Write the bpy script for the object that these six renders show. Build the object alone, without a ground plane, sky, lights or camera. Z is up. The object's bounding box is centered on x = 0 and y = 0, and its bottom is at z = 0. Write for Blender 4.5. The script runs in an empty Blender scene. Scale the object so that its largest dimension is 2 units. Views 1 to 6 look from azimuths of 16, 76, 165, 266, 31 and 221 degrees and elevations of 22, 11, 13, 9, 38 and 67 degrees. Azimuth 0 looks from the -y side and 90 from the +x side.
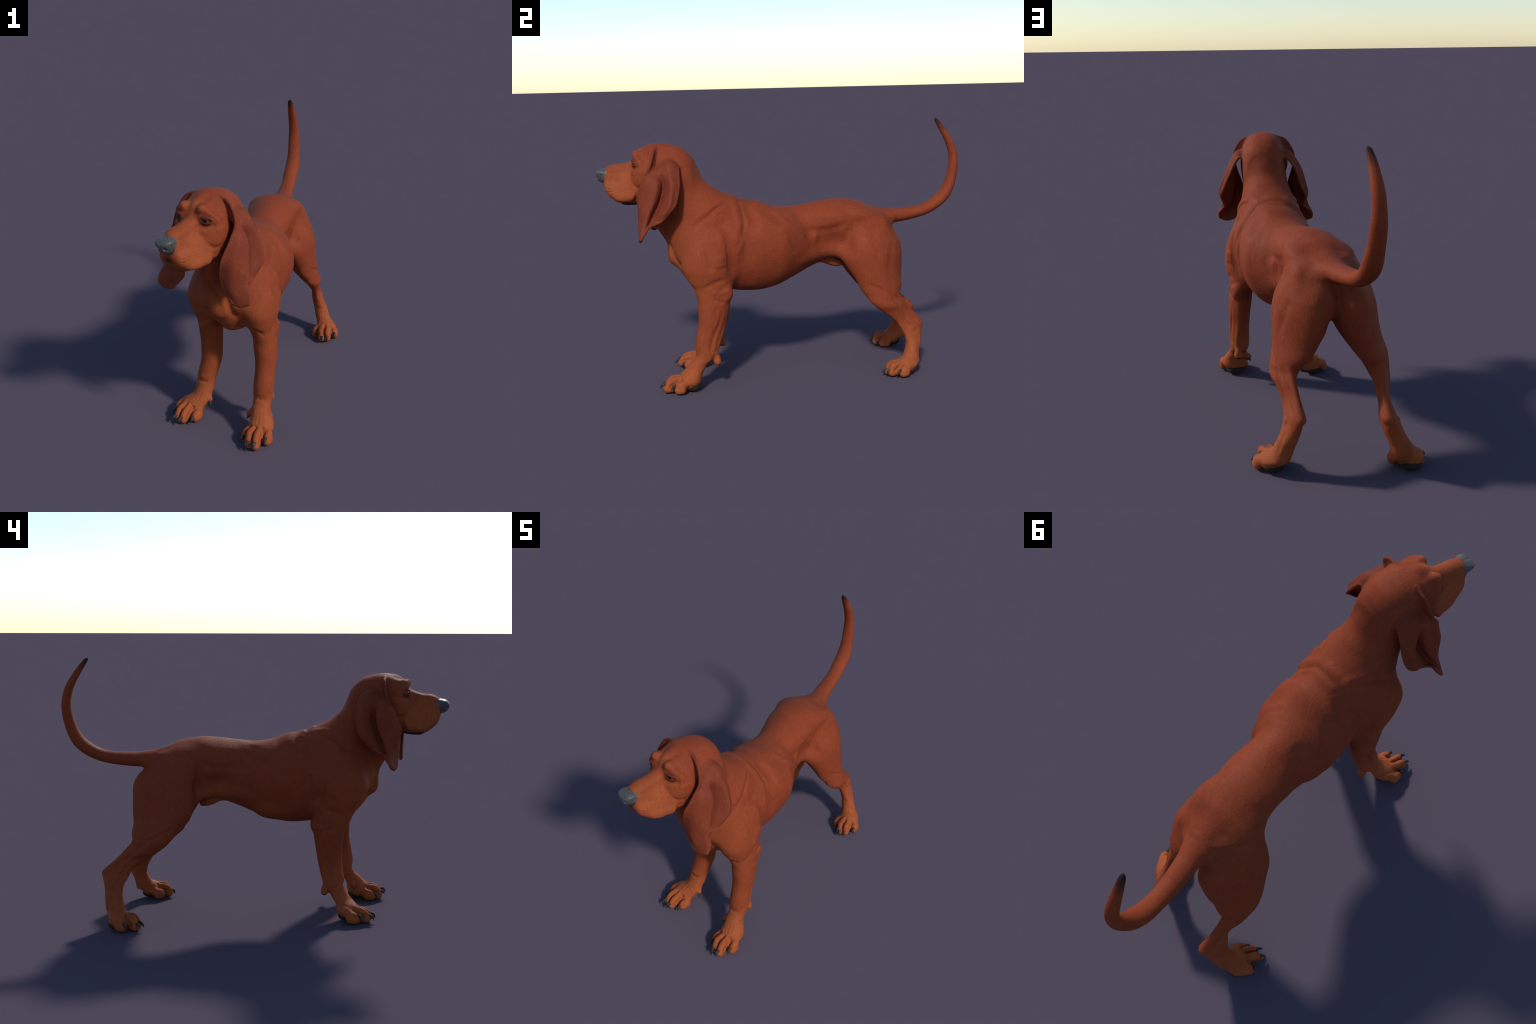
"""A standing red bloodhound, built from an implicit body: lofted section stacks for
trunk, neck, skull, muzzle and limbs, tapered tubes for toes, tendons and tail,
sculpting strokes for muscle edges and wrinkles, and sheet surfaces for the ears.
The body is polygonised once, then separated into anatomical parts."""
import bpy, math
import numpy as np

RES = 0.0033          # body mesh cell size in metres

# ------------------------------------------------------------------ helpers
V = lambda *a: np.array(a, dtype=float)


def unit(v):
    v = np.asarray(v, float)
    return v / np.linalg.norm(v)


def smooth_table(ts, cols, n=160):
    """Monotone cubic resampling of a table of section parameters."""
    ts = np.asarray(ts, float)
    cols = np.asarray(cols, float)
    h = np.diff(ts)[:, None]
    d = np.diff(cols, axis=0) / h
    m = np.zeros_like(cols)
    m[0], m[-1] = d[0], d[-1]
    same = d[:-1] * d[1:] > 0
    w1, w2 = 2 * h[1:] + h[:-1], h[1:] + 2 * h[:-1]
    with np.errstate(all="ignore"):
        hm = (w1 + w2) / (w1 / d[:-1] + w2 / d[1:])
    m[1:-1] = np.where(same, hm, 0)
    x = np.linspace(ts[0], ts[-1], n)
    i = np.clip(np.searchsorted(ts, x, side="right") - 1, 0, len(ts) - 2)
    u = ((x - ts[i]) / h[i, 0])[:, None]
    H = h[i]
    y = ((1 + 2 * u) * (1 - u) ** 2 * cols[i] + u * (1 - u) ** 2 * H * m[i]
         + u * u * (3 - 2 * u) * cols[i + 1] + u * u * (u - 1) * H * m[i + 1])
    return x, y


def catmull(pts, per=8):
    """Dense Catmull-Rom curve through the rows of pts (any number of columns)."""
    p = np.asarray(pts, float)
    if len(p) < 3:
        u = np.linspace(0, 1, per + 1)[:, None]
        return p[0] * (1 - u) + p[-1] * u
    e = np.vstack([2 * p[0] - p[1], p, 2 * p[-1] - p[-2]])
    out = []
    for i in range(len(p) - 1):
        a, b, c, d = e[i:i + 4]
        u = np.linspace(0, 1, per, endpoint=False)[:, None]
        out.append(0.5 * (2 * b + (c - a) * u + (2 * a - 5 * b + 4 * c - d) * u ** 2
                          + (3 * b - a - 3 * c + d) * u ** 3))
    return np.vstack(out + [p[-1:]])


def smin(a, b, k):
    h = np.maximum(k - np.abs(a - b), 0) / k
    return np.minimum(a, b) - h * h * k * 0.25


def smax(a, b, k):
    return -smin(-a, -b, k)


FAR = 0.5


class Stack:
    """Loft: sections across a straight axis, each a superellipse with its own
    centre, half width, upper and lower radius, taper and exponent."""
    cols = ("ca", "cb", "ra", "ru", "rd", "e", "n")

    def __init__(s, tag, origin, axis, side, up, rows, cap=0.03, skew=0.0):
        s.skew = skew
        s.tag, s.o, s.ax, s.si, s.up, s.cap = tag, V(*origin), unit(axis), unit(side), unit(up), cap
        rows = np.asarray(rows, float)
        s.t, s.y = smooth_table(rows[:, 0], rows[:, 1:])
        r = s.y[:, 2:5].max() + np.abs(s.y[:, :2]).max()
        ends = np.array([s.o + s.ax * s.t[0], s.o + s.ax * s.t[-1]])
        pts = []
        for k in range(0, len(s.t), 8):
            c = s.o + s.ax * s.t[k] + s.si * s.y[k, 0] + s.up * s.y[k, 1]
            for sa in (-1, 1):
                for sb in (-1, 1):
                    pts.append(c + s.si * s.y[k, 2] * 1.25 * sa + s.up * (s.y[k, 3] if sb > 0 else s.y[k, 4]) * sb)
        pts = np.array(pts)
        s.lo, s.hi = pts.min(0), pts.max(0)

    def __call__(s, P):
        q = P - s.o
        t, a, b = q @ s.ax, q @ s.si, q @ s.up
        tc = np.clip(t, s.t[0], s.t[-1])
        ca, cb, ra, ru, rd, e, n = (np.interp(tc, s.t, s.y[:, i]) for i in range(7))
        b = b - cb
        a = np.abs(a - ca + s.skew * b)
        rb = np.where(b > 0, ru, rd)
        ra = ra * np.clip(1 + e * np.clip(b / rb, -1, 1), 0.25, 2)
        A, B = a / ra + 1e-6, np.abs(b) / rb + 1e-6
        q = (A ** n + B ** n) ** (1 / n)
        g = q ** (1 - n) * np.hypot(A ** (n - 1) / ra, B ** (n - 1) / rb)
        d = (q - 1) / np.maximum(g, 0.5 / np.maximum(ra, rb))
        d = np.where(q < 0.35, (q - 1) * np.minimum(ra, rb), d)
        return smax(d, np.maximum(s.t[0] - t, t - s.t[-1]), s.cap)


class Tube:
    """Tapered round tube along a curve; rows are x, y, z, radius. 'flat' squeezes it
    along a direction (a factor above 1 makes it thinner that way)."""

    def __init__(s, tag, rows, per=6, flat=None):
        s.tag = tag
        s.c = catmull(rows, per)
        s.flat = None
        if flat:
            s.flat = (unit(flat[0]), flat[1])
        r = s.c[:, 3].max()
        s.lo, s.hi = s.c[:, :3].min(0) - r, s.c[:, :3].max(0) + r

    def __call__(s, P):
        best = np.full(len(P), 9.0)
        for i in range(len(s.c) - 1):
            a, b = s.c[i], s.c[i + 1]
            ab = b[:3] - a[:3]
            L = ab @ ab + 1e-12
            q = P - a[:3]
            h = np.clip((q @ ab) / L, 0, 1)
            v = q - h[:, None] * ab
            if s.flat:
                d0, f0 = s.flat
                v = v + np.outer(v @ d0, d0) * (f0 - 1)
            best = np.minimum(best, np.sqrt((v * v).sum(1)) - (a[3] + h * (b[3] - a[3])))
        return best


class Blob:
    """Ellipsoid with radii along three axes (rows of 'frame')."""

    def __init__(s, tag, c, r, frame=None):
        s.tag, s.c, s.r = tag, V(*c), V(*r)
        s.f = np.eye(3) if frame is None else np.asarray(frame, float)
        e = np.abs(s.f.T) @ s.r
        s.lo, s.hi = s.c - e, s.c + e

    def __call__(s, P):
        q = (P - s.c) @ s.f.T
        k0 = np.sqrt(((q / s.r) ** 2).sum(1)) + 1e-9
        k1 = np.sqrt(((q / s.r ** 2) ** 2).sum(1)) + 1e-9
        return np.where(k0 < 0.3, (k0 - 1) * s.r.min(), k0 * (k0 - 1) / k1)


class Sheet:
    """Curved skin sheet given by dense points with a thickness, in a local frame
    (origin, three axes as rows). Its distance field is tabulated once on a lattice."""
    cache = {}

    def __init__(s, tag, local, rad, origin, frame, h=.0035, pad=.055):
        s.tag, s.h, s.o, s.fr = tag, h, origin, frame
        s.l0 = local.min(0) - pad
        n = np.ceil((local.max(0) + pad - s.l0) / h).astype(int) + 1
        if id(local) not in Sheet.cache:
            ii = np.stack(np.meshgrid(*[np.arange(k) for k in n], indexing="ij"), -1).reshape(-1, 3)
            P = s.l0 + ii * h
            out = np.full(len(P), 9.0, np.float32)
            cell = 7
            key = np.ravel_multi_index((ii // cell).T, n // cell + 1)
            order = np.argsort(key, kind="stable")
            cuts = np.flatnonzero(np.diff(key[order])) + 1
            for grp in np.split(order, cuts):
                c = P[grp].mean(0)
                dc = np.sqrt(((local - c) ** 2).sum(1))
                near = np.flatnonzero(dc < dc.min() + 1.75 * cell * h) if dc.min() < .05 else [dc.argmin()]
                q, L = P[grp], local[near]
                d2 = (q * q).sum(1)[:, None] + (L * L).sum(1)[None] - 2 * q @ L.T
                out[grp] = (np.sqrt(np.maximum(d2, 0)) - rad[near][None]).min(1)
            Sheet.cache[id(local)] = out.reshape(n)
        s.g = Sheet.cache[id(local)]
        w = origin + local @ frame
        s.lo, s.hi = w.min(0) - rad.max(), w.max(0) + rad.max()

    def __call__(s, P):
        q = ((P - s.o) @ s.fr.T - s.l0) / s.h
        q = np.clip(q, 0, np.array(s.g.shape) - 1.001)
        i = q.astype(int)
        u = q - i
        i, j, k = i.T
        out = 0
        for a in (0, 1):
            for b in (0, 1):
                for c in (0, 1):
                    w = np.abs(1 - a - u[:, 0]) * np.abs(1 - b - u[:, 1]) * np.abs(1 - c - u[:, 2])
                    out = out + w * s.g[i + a, j + b, k + c]
        return out


class Body:
    def __init__(s):
        s.ops = []          # (kind, primitive, k)

    def add(s, prim, k=0.02):
        s.ops.append(("add", prim, k))

    def cut(s, prim, k=0.01):
        s.ops.append(("cut", prim, k))

    def stroke(s, pts, amp, w):
        """Raise (amp > 0) or press in (amp < 0) the skin along a curve of points."""
        c = catmull(pts, 4) if len(pts) > 1 else np.asarray(pts, float)
        s.ops.append(("stroke", c, (amp, w)))

    def bounds(s):
        if getattr(s, "n_bound", -1) != len(s.ops):
            lo, hi = [], []
            for kind, prim, k in s.ops:
                if kind == "stroke":
                    lo.append(prim.min(0) - 2.6 * k[1])
                    hi.append(prim.max(0) + 2.6 * k[1])
                else:
                    lo.append(prim.lo - k - .045)
                    hi.append(prim.hi + k + .045)
            s.lo, s.hi, s.n_bound = np.array(lo), np.array(hi), len(s.ops)
        return s.lo, s.hi

    def __call__(s, P, tags=False, cell=.09):
        """Signed field at P; points are taken in spatial groups so that each group
        meets only the parts that reach it."""
        f = np.full(len(P), FAR)
        who = np.zeros(len(P), np.int16)
        c = np.floor(P / cell).astype(np.int64) + 64
        key = (c[:, 0] * 128 + c[:, 1]) * 128 + c[:, 2]
        order = np.argsort(key, kind="stable")
        for grp in np.split(order, np.flatnonzero(np.diff(key[order])) + 1):
            f[grp], who[grp] = s.part(P[grp], tags)
        return (f, who) if tags else f

    def part(s, P, tags):
        f = np.full(len(P), FAR)
        best = np.full(len(P), FAR)
        who = np.zeros(len(P), np.int16)
        lo, hi = s.bounds()
        for o in np.flatnonzero(((P.min(0) < hi) & (P.max(0) > lo)).all(1)):
            kind, prim, k = s.ops[o]
            if kind == "stroke":
                amp, w = k
                if len(prim) == 1:
                    d2, end = ((P - prim[0]) ** 2).sum(1), 1.0
                else:
                    n = len(prim) - 1
                    A, AB = prim[:-1], np.diff(prim, axis=0)
                    L = (AB * AB).sum(1) + 1e-12
                    q = P[:, None, :] - A[None]
                    h = np.clip((q * AB[None]).sum(2) / L, 0, 1)
                    dd = ((q - h[:, :, None] * AB[None]) ** 2).sum(2)
                    j = dd.argmin(1)
                    r = np.arange(len(P))
                    d2, u = dd[r, j], (j + h[r, j]) / n
                    end = np.clip(np.minimum(u, 1 - u) * 4 + 0.15, 0, 1)
                f -= amp * end * np.exp(-d2 / (w * w))
                continue
            d = prim(P)
            if kind == "cut":
                f = smax(f, -d, k)
                continue
            if tags:
                better = d < best
                best = np.where(better, d, best)
                who = np.where(better, prim.tag, who)
            f = smin(f, d, k)
        return f, who

    def on_skin(s, pts):
        """Pull points onto the skin as built so far."""
        p = np.array(pts, float).reshape(-1, 3)
        for _ in range(5):
            f = s(p)
            g = gradient(s, p)
            g2 = np.maximum((g * g).sum(1), .1)
            p = p - np.clip(f / g2, -.02, .02)[:, None] * g
        return p

    def crease(s, pts, amp, w):
        s.stroke(s.on_skin(pts), amp, w)


def gradient(F, P, e=.0012):
    return np.stack([F(P + e * V(*d)) - F(P - e * V(*d)) for d in np.eye(3)], 1) / (2 * e)


# ------------------------------------------------------------------ tags
TORSO, NECK, HEAD, NOSE, EAR_L, EAR_R, TAIL = 1, 2, 3, 4, 5, 6, 7
FORE_L, FORE_R, HIND_L, HIND_R = 8, 9, 10, 11
PAW = {FORE_L: 12, FORE_R: 13, HIND_L: 14, HIND_R: 15}
PAD = {FORE_L: 16, FORE_R: 17, HIND_L: 18, HIND_R: 19}

X, Y, Z = V(1, 0, 0), V(0, 1, 0), V(0, 0, 1)
body = Body()

# ------------------------------------------------------------------ trunk
# the spine bends gently to the dog's left in the middle of the back
def trunk_row(y, cx, top, bot, hw, e=0.0, n=2.1, mid=0.5):
    c = bot + (top - bot) * mid
    return (y, cx, c, hw, top - c, c - bot, e, n)


body.add(Stack(TORSO, (0, 0, 0), Y, X, Z, [
    trunk_row(-.52, .030, .90, .575, .140, -.05),
    trunk_row(-.42, .034, .94, .525, .165, -.02),
    trunk_row(-.30, .040, .956, .490, .168, .04),
    trunk_row(-.20, .044, .967, .483, .188, .08, 2.0),
    trunk_row(-.10, .045, .934, .499, .189, .10, 2.0),
    trunk_row(.00, .039, .923, .538, .155, .06, 2.0),
    trunk_row(.10, .033, .934, .582, .123, .10, 1.95),
    trunk_row(.20, .025, .946, .618, .126, .20, 2.0),
    trunk_row(.30, .018, .949, .640, .130, .20, 2.1),
    trunk_row(.40, .010, .930, .650, .132, .10),
    trunk_row(.47, .008, .896, .665, .118, .05),
    trunk_row(.53, .008, .864, .715, .090, .0),
    trunk_row(.575, .002, .850, .775, .062, .0)], cap=.05), .02)

for c in ((.118, .378, .868, .042), (-.082, .378, .862, .034)):
    body.add(Blob(TORSO, c[:3], (c[3], .060, c[3] * .8)), .05)          # wing of the hip bone
body.add(Blob(TORSO, (-.070, .594, .715), (.036, .032, .055)), .05)   # seat bone

# ------------------------------------------------------------------ neck
NO, NA = V(.030, -.40, .80), unit((-.03, -.26, .32))
NS = unit(np.cross(NA, V(0, .775, .63)))
NS = NS if NS[0] > 0 else -NS
NU = unit(np.cross(NA, NS))
NU = NU if NU[2] > 0 else -NU


def neck_row(t, up, dn, hw, e=.1, n=2.0, ca=0.0):
    return (t, ca, (up - dn) * .5 * .4, hw, up - (up - dn) * .2, dn + (up - dn) * .2, e, n)


body.add(Stack(NECK, NO, NA, NS, NU, [
    neck_row(-.08, .22, .235, .150, .0),
    neck_row(.04, .220, .255, .168, .0),
    neck_row(.128, .176, .222, .156, .05),
    neck_row(.20, .146, .202, .130, .12),
    neck_row(.26, .137, .195, .116, .14),
    neck_row(.33, .150, .190, .108, .14),
    neck_row(.40, .155, .175, .104, .10),
    neck_row(.45, .14, .15, .095, .10)], cap=.05), .05)

# ------------------------------------------------------------------ head frame
HA = math.radians(17.5)
HF, HS, H0 = V(-math.sin(HA), -math.cos(HA), 0), V(math.cos(HA), -math.sin(HA), 0), V(-.012, -.685, 0)


def bend(f):
    """The muzzle swings a little further to the right than the skull."""
    return -.034 * np.maximum(f, 0)


def hd(f, s, u):
    """Head coordinates (forward, left, height) to world."""
    s = s + bend(f)
    return H0 + HF * f + HS * s + Z * u


def hrow(f, s, u, *r):
    return (*hd(f, s, u), *r)


def head_row(f, top, bot, hw, mid=.5, e=0.0, n=2.1):
    c = bot + (top - bot) * mid
    return (f, bend(f), c, hw, top - c, c - bot, e, n)


HFR = np.array([HF, HS, Z])
# skull
body.add(Stack(HEAD, H0, HF, HS, Z, [
    head_row(-.17, 1.205, 1.03, .080, .5),
    head_row(-.11, 1.258, 1.02, .097, .55, 0, 2.25),
    head_row(-.05, 1.278, 1.015, .107, .55, 0, 2.35),
    head_row(.015, 1.281, 1.015, .111, .5, -.06, 2.4),
    head_row(.06, 1.270, 1.02, .110, .48, -.1),
    head_row(.10, 1.246, 1.025, .099, .45, -.12),
    head_row(.135, 1.205, 1.03, .078, .45, -.1)], cap=.03), .05)
# muzzle: flews, then the narrower bridge on top
body.add(Stack(HEAD, H0, HF, HS, Z, [
    head_row(.06, 1.170, .995, .104, .38, -.20),
    head_row(.10, 1.172, .990, .098, .36, -.27, 2.2),
    head_row(.14, 1.170, .975, .089, .34, -.34, 2.4),
    head_row(.18, 1.164, .975, .079, .34, -.34, 2.4),
    head_row(.22, 1.160, .980, .067, .36, -.36, 2.5),
    head_row(.25, 1.156, 1.000, .057, .40, -.32, 2.4),
    head_row(.275, 1.148, 1.027, .047, .44, -.24, 2.3),
    head_row(.290, 1.138, 1.052, .037, .5, -.1, 2.2)], cap=.015), .025)
body.add(Tube(HEAD, [hrow(.09, 0, 1.162, .042), hrow(.14, 0, 1.153, .041), hrow(.19, 0, 1.140, .040), hrow(.236, 0, 1.136, .040), hrow(.268, 0, 1.122, .038)]), .022)
# lower jaw and chin
body.add(Stack(HEAD, H0, HF, HS, Z, [
    head_row(.02, 1.07, .99, .07, .5),
    head_row(.08, 1.05, .975, .055, .5),
    head_row(.14, 1.03, .963, .045, .5),
    head_row(.19, 1.02, .964, .036, .5),
    head_row(.225, 1.02, .985, .026, .5)], cap=.02), .01)
for sg in (-1, 1):
    body.add(Blob(HEAD, hd(.107, sg * .043, 1.232), (.017, .0155, .0145), HFR), .035)           # inner brow knob
    body.add(Tube(HEAD, [hrow(.108, sg * .055, 1.230, .011), hrow(.104, sg * .075, 1.220, .010), hrow(.092, sg * .093, 1.203, .010), hrow(.078, sg * .102, 1.184, .009)]), .03)
    body.add(Blob(HEAD, hd(.055, sg * .085, 1.12), (.05, .032, .05), HFR), .04)                # cheek
    body.add(Blob(HEAD, hd(.112, sg * .064, 1.012), (.022, .014, .022), HFR), .02)     # lip corner
    body.add(Blob(HEAD, hd(.236, sg * .040, 1.050), (.036, .020, .030), HFR), .03)     # whisker cushion
# nose pad
body.add(Stack(NOSE, H0, HF, HS, Z, [
    head_row(.262, 1.150, 1.085, .033, .6, .12, 2.2),
    head_row(.285, 1.154, 1.076, .040, .64, .26, 2.2),
    head_row(.308, 1.152, 1.082, .040, .66, .30, 2.2),
    head_row(.324, 1.145, 1.092, .034, .66, .30, 2.1),
    head_row(.334, 1.137, 1.106, .023, .62, .25, 2.0)], cap=.014), .006)

# ------------------------------------------------------------------ ears
EAR = [
    [(.000, .060, 1.262), (-.015, .068, 1.252), (-.030, .074, 1.240), (-.050, .080, 1.228), (-.070, .084, 1.215), (-.090, .087, 1.198), (-.110, .087, 1.172), (-.122, .082, 1.140)],
    [(.007, .118, 1.238), (.002, .106, 1.208), (-.002, .106, 1.182), (-.018, .118, 1.170), (-.045, .127, 1.178), (-.075, .134, 1.187), (-.100, .128, 1.178), (-.118, .112, 1.163)],
    [(.024, .158, 1.165), (.016, .148, 1.150), (-.002, .150, 1.142), (-.030, .152, 1.140), (-.055, .158, 1.142), (-.082, .163, 1.145), (-.104, .150, 1.142), (-.121, .136, 1.140)],
    [(.066, .152, 1.085), (.036, .181, 1.085), (-.018, .186, 1.084), (-.042, .146, 1.080), (-.068, .170, 1.080), (-.092, .192, 1.080), (-.110, .182, 1.078), (-.126, .168, 1.076)],
    [(.093, .130, 1.010), (.068, .182, 1.010), (-.002, .202, 1.010), (-.028, .154, 1.010), (-.058, .192, 1.006), (-.086, .224, 1.003), (-.100, .214, 1.000), (-.114, .203, .998)],
    [(.090, .116, .950), (.079, .176, .948), (.026, .217, .946), (.000, .173, .946), (-.034, .204, .950), (-.066, .225, .955), (-.080, .224, .957), (-.092, .218, .960)],
    [(.084, .119, .890), (.083, .172, .888), (.044, .226, .892), (.026, .196, .892), (.003, .204, .890), (-.012, .204, .895), (-.028, .208, .900), (-.040, .208, .905)],
    [(.082, .142, .850), (.081, .190, .838), (.056, .242, .850), (.047, .238, .862), (.038, .232, .868), (.030, .227, .872), (.024, .222, .876), (.018, .217, .880)],
    [(.080, .172, .813), (.074, .204, .803), (.064, .241, .815), (.059, .246, .824), (.055, .247, .832), (.051, .246, .838), (.047, .244, .845), (.044, .242, .850)]]


def ear_sheet():
    g = np.array(EAR)
    rows = np.stack([catmull(g[:, j], 12) for j in range(g.shape[1])], 1)
    dense = np.stack([catmull(r, 10) for r in rows], 0)
    nr, nc = dense.shape[:2]
    v = np.linspace(0, 1, nr)[:, None]
    u = np.linspace(-1, 1, nc)[None]
    rad = .0052 * (1 + .22 * np.exp(-((1 - np.abs(u)) / .08) ** 2)) + .004 * np.clip(.35 - v, 0, 1) + .003 * np.exp(-((1 - v) / .06) ** 2)
    return dense.reshape(-1, 3), rad.ravel()


EAR_P, EAR_R_ = ear_sheet()
wide = EAR_P.copy()        # the right ear hangs a little wider at the back
wide[:, 1] += .017 * np.exp(-((wide[:, 2] - 1.10) / .07) ** 2) * np.clip((.02 - wide[:, 0]) / .08, 0, 1)
wide[:, 1] += .006 * np.clip((1.02 - wide[:, 2]) / .10, 0, 1)
low = np.clip((.965 - wide[:, 2]) / .06, 0, 1)
wide[:, 1] -= .30 * low * np.maximum(.235 - wide[:, 1], 0)     # its tongue is broader towards the throat
for sg, tag, sheet in ((1, EAR_L, EAR_P), (-1, EAR_R, wide)):
    body.add(Sheet(tag, sheet, EAR_R_, H0, np.array([HF, HS * sg, Z])), .012)

# ------------------------------------------------------------------ tail
body.add(Tube(TAIL, [(.020, .46, .832, .045), (.020, .52, .834, .042), (.014, .58, .836, .039), (.002, .643, .836, .0385), (-.008, .74, .845, .034),
                     (-.012, .813, .862, .032), (-.015, .879, .897, .0335), (-.013, .928, .944, .0330), (-.013, .960, 1.01, .0290),
                     (-.016, .978, 1.089, .0265), (-.017, .978, 1.156, .0234), (-.018, .957, 1.225, .0210), (-.018, .916, 1.294, .0165),
                     (-.016, .880, 1.345, .011), (-.014, .868, 1.358, .006)], per=5, flat=(X, .80)), .05)


# ------------------------------------------------------------------ limbs
LIMB = {}


def limb(tag, rows, k, cap=.02, skew=0.0):
    """rows: height, centre x, centre y, half width, half depth"""
    LIMB[tag] = np.array([r[:5] for r in sorted(rows)])
    tab = [(z, cx, cy, rx, ry, ry, 0, n) for z, cx, cy, rx, ry, *o in sorted(rows) for n in [o[0] if o else 2.1]]
    body.add(Stack(tag, (0, 0, 0), Z, X, Y, tab, cap=cap, skew=skew), k)


limb(FORE_L, [
    (.86, .130, -.36, .060, .10), (.78, .140, -.42, .090, .140), (.70, .148, -.455, .095, .148), (.64, .156, -.472, .090, .138), (.58, .162, -.465, .076, .120),
    (.53, .170, -.456, .062, .098), (.475, .178, -.456, .057, .084), (.44, .180, -.460, .057, .081),
    (.375, .184, -.468, .055, .0725), (.30, .182, -.486, .050, .066), (.235, .180, -.500, .051, .062),
    (.205, .179, -.502, .050, .055), (.17, .178, -.515, .046, .054), (.14, .180, -.547, .045, .048),
    (.11, .187, -.573, .052, .050), (.085, .191, -.590, .058, .056), (.055, .194, -.595, .057, .052)], .05)
limb(FORE_R, [
    (.86, -.060, -.36, .060, .10), (.78, -.090, -.42, .090, .135), (.70, -.100, -.440, .096, .146), (.64, -.106, -.445, .089, .124), (.58, -.110, -.415, .074, .112),
    (.53, -.116, -.395, .063, .105), (.475, -.122, -.382, .058, .086), (.44, -.124, -.378, .056, .078),
    (.375, -.122, -.380, .053, .070), (.30, -.123, -.386, .053, .064), (.235, -.137, -.396, .051, .060),
    (.205, -.145, -.400, .050, .057), (.17, -.150, -.410, .047, .051), (.14, -.152, -.427, .046, .046),
    (.11, -.163, -.444, .049, .048), (.085, -.177, -.462, .054, .050), (.055, -.190, -.474, .054, .048)], .05)
limb(HIND_L, [
    (.86, 0.070, .43, .055, .08, 1.9), (.80, 0.090, .44, .078, .12, 1.8), (.70, 0.120, .450, .102, .160, 1.75), (.64, 0.122, .449, .111, .170, 1.75), (.58, 0.130, .455, .105, .160, 1.75),
    (.52, 0.148, .466, .090, .137, 1.75), (.47, 0.168, .475, .076, .124, 1.75), (.42, 0.196, .476, .060, .094, 1.75),
    (.375, 0.214, .508, .044, .086, 1.85), (.34, 0.210, .545, .030, .078), (.30, 0.208, .595, .024, .072),
    (.27, 0.208, .625, .026, .074), (.24, 0.209, .635, .030, .066), (.20, 0.218, .640, .035, .051),
    (.165, 0.231, .638, .039, .044), (.13, 0.242, .627, .041, .042), (.10, 0.252, .618, .044, .044), (.055, 0.272, .610, .050, .048)], .045, skew=.14)
limb(HIND_R, [
    (.86, -0.055, .42, .055, .08, 1.9), (.80, -0.080, .44, .080, .12, 1.8), (.70, -0.095, .483, .096, .154, 1.75), (.64, -0.100, .486, .104, .158, 1.75), (.58, -0.114, .490, .098, .155, 1.75),
    (.52, -0.136, .508, .085, .133, 1.75), (.47, -0.160, .533, .074, .116, 1.75), (.42, -0.178, .553, .057, .092, 1.75),
    (.375, -0.180, .600, .041, .082, 1.85), (.34, -0.171, .642, .026, .076), (.30, -0.162, .700, .026, .073),
    (.27, -0.161, .730, .033, .074), (.24, -0.168, .735, .040, .064), (.20, -0.182, .742, .043, .049),
    (.165, -0.198, .742, .044, .045), (.13, -0.216, .738, .046, .047), (.10, -0.226, .733, .050, .049), (.055, -0.238, .715, .053, .050)], .045, skew=-.14)
# elbows, carpal pads with their tendon, hock points with the Achilles tendon
for tag, el, top, pad in ((FORE_L, (.205, -.385, .508), (.192, -.395, .45), (.198, -.452, .148)),
                          (FORE_R, (-.138, -.305, .500), (-.135, -.318, .45), (-.152, -.356, .145))):
    body.add(Blob(tag, el, (.026, .024, .034)), .03)
    e, t, p = V(*el), V(*top), V(*pad)
    body.add(Tube(tag, [(*t, .018), (*(t * .6 + p * .4), .015), (*(p + V(0, -.006, .06)), .013), (*(p + V(0, .0, .02)), .016)]), .012)
    body.add(Blob(tag, pad, (.022, .020, .0175)), .016)
    body.add(Blob(PAD[tag], p + V(0, .003, -.011), (.0165, .0150, .0105)), .006)
for tag, a, hk in ((HIND_L, (.196, .552, .425), (.188, .692, .262)), (HIND_R, (-.168, .628, .425), (-.143, .778, .266))):
    a, hk = V(*a), V(*hk)
    body.add(Tube(tag, [(*a, .017), (*(a * .5 + hk * .5 + V(0, .004, -.002)), .013), (*hk, .0185)]), .014)

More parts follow.
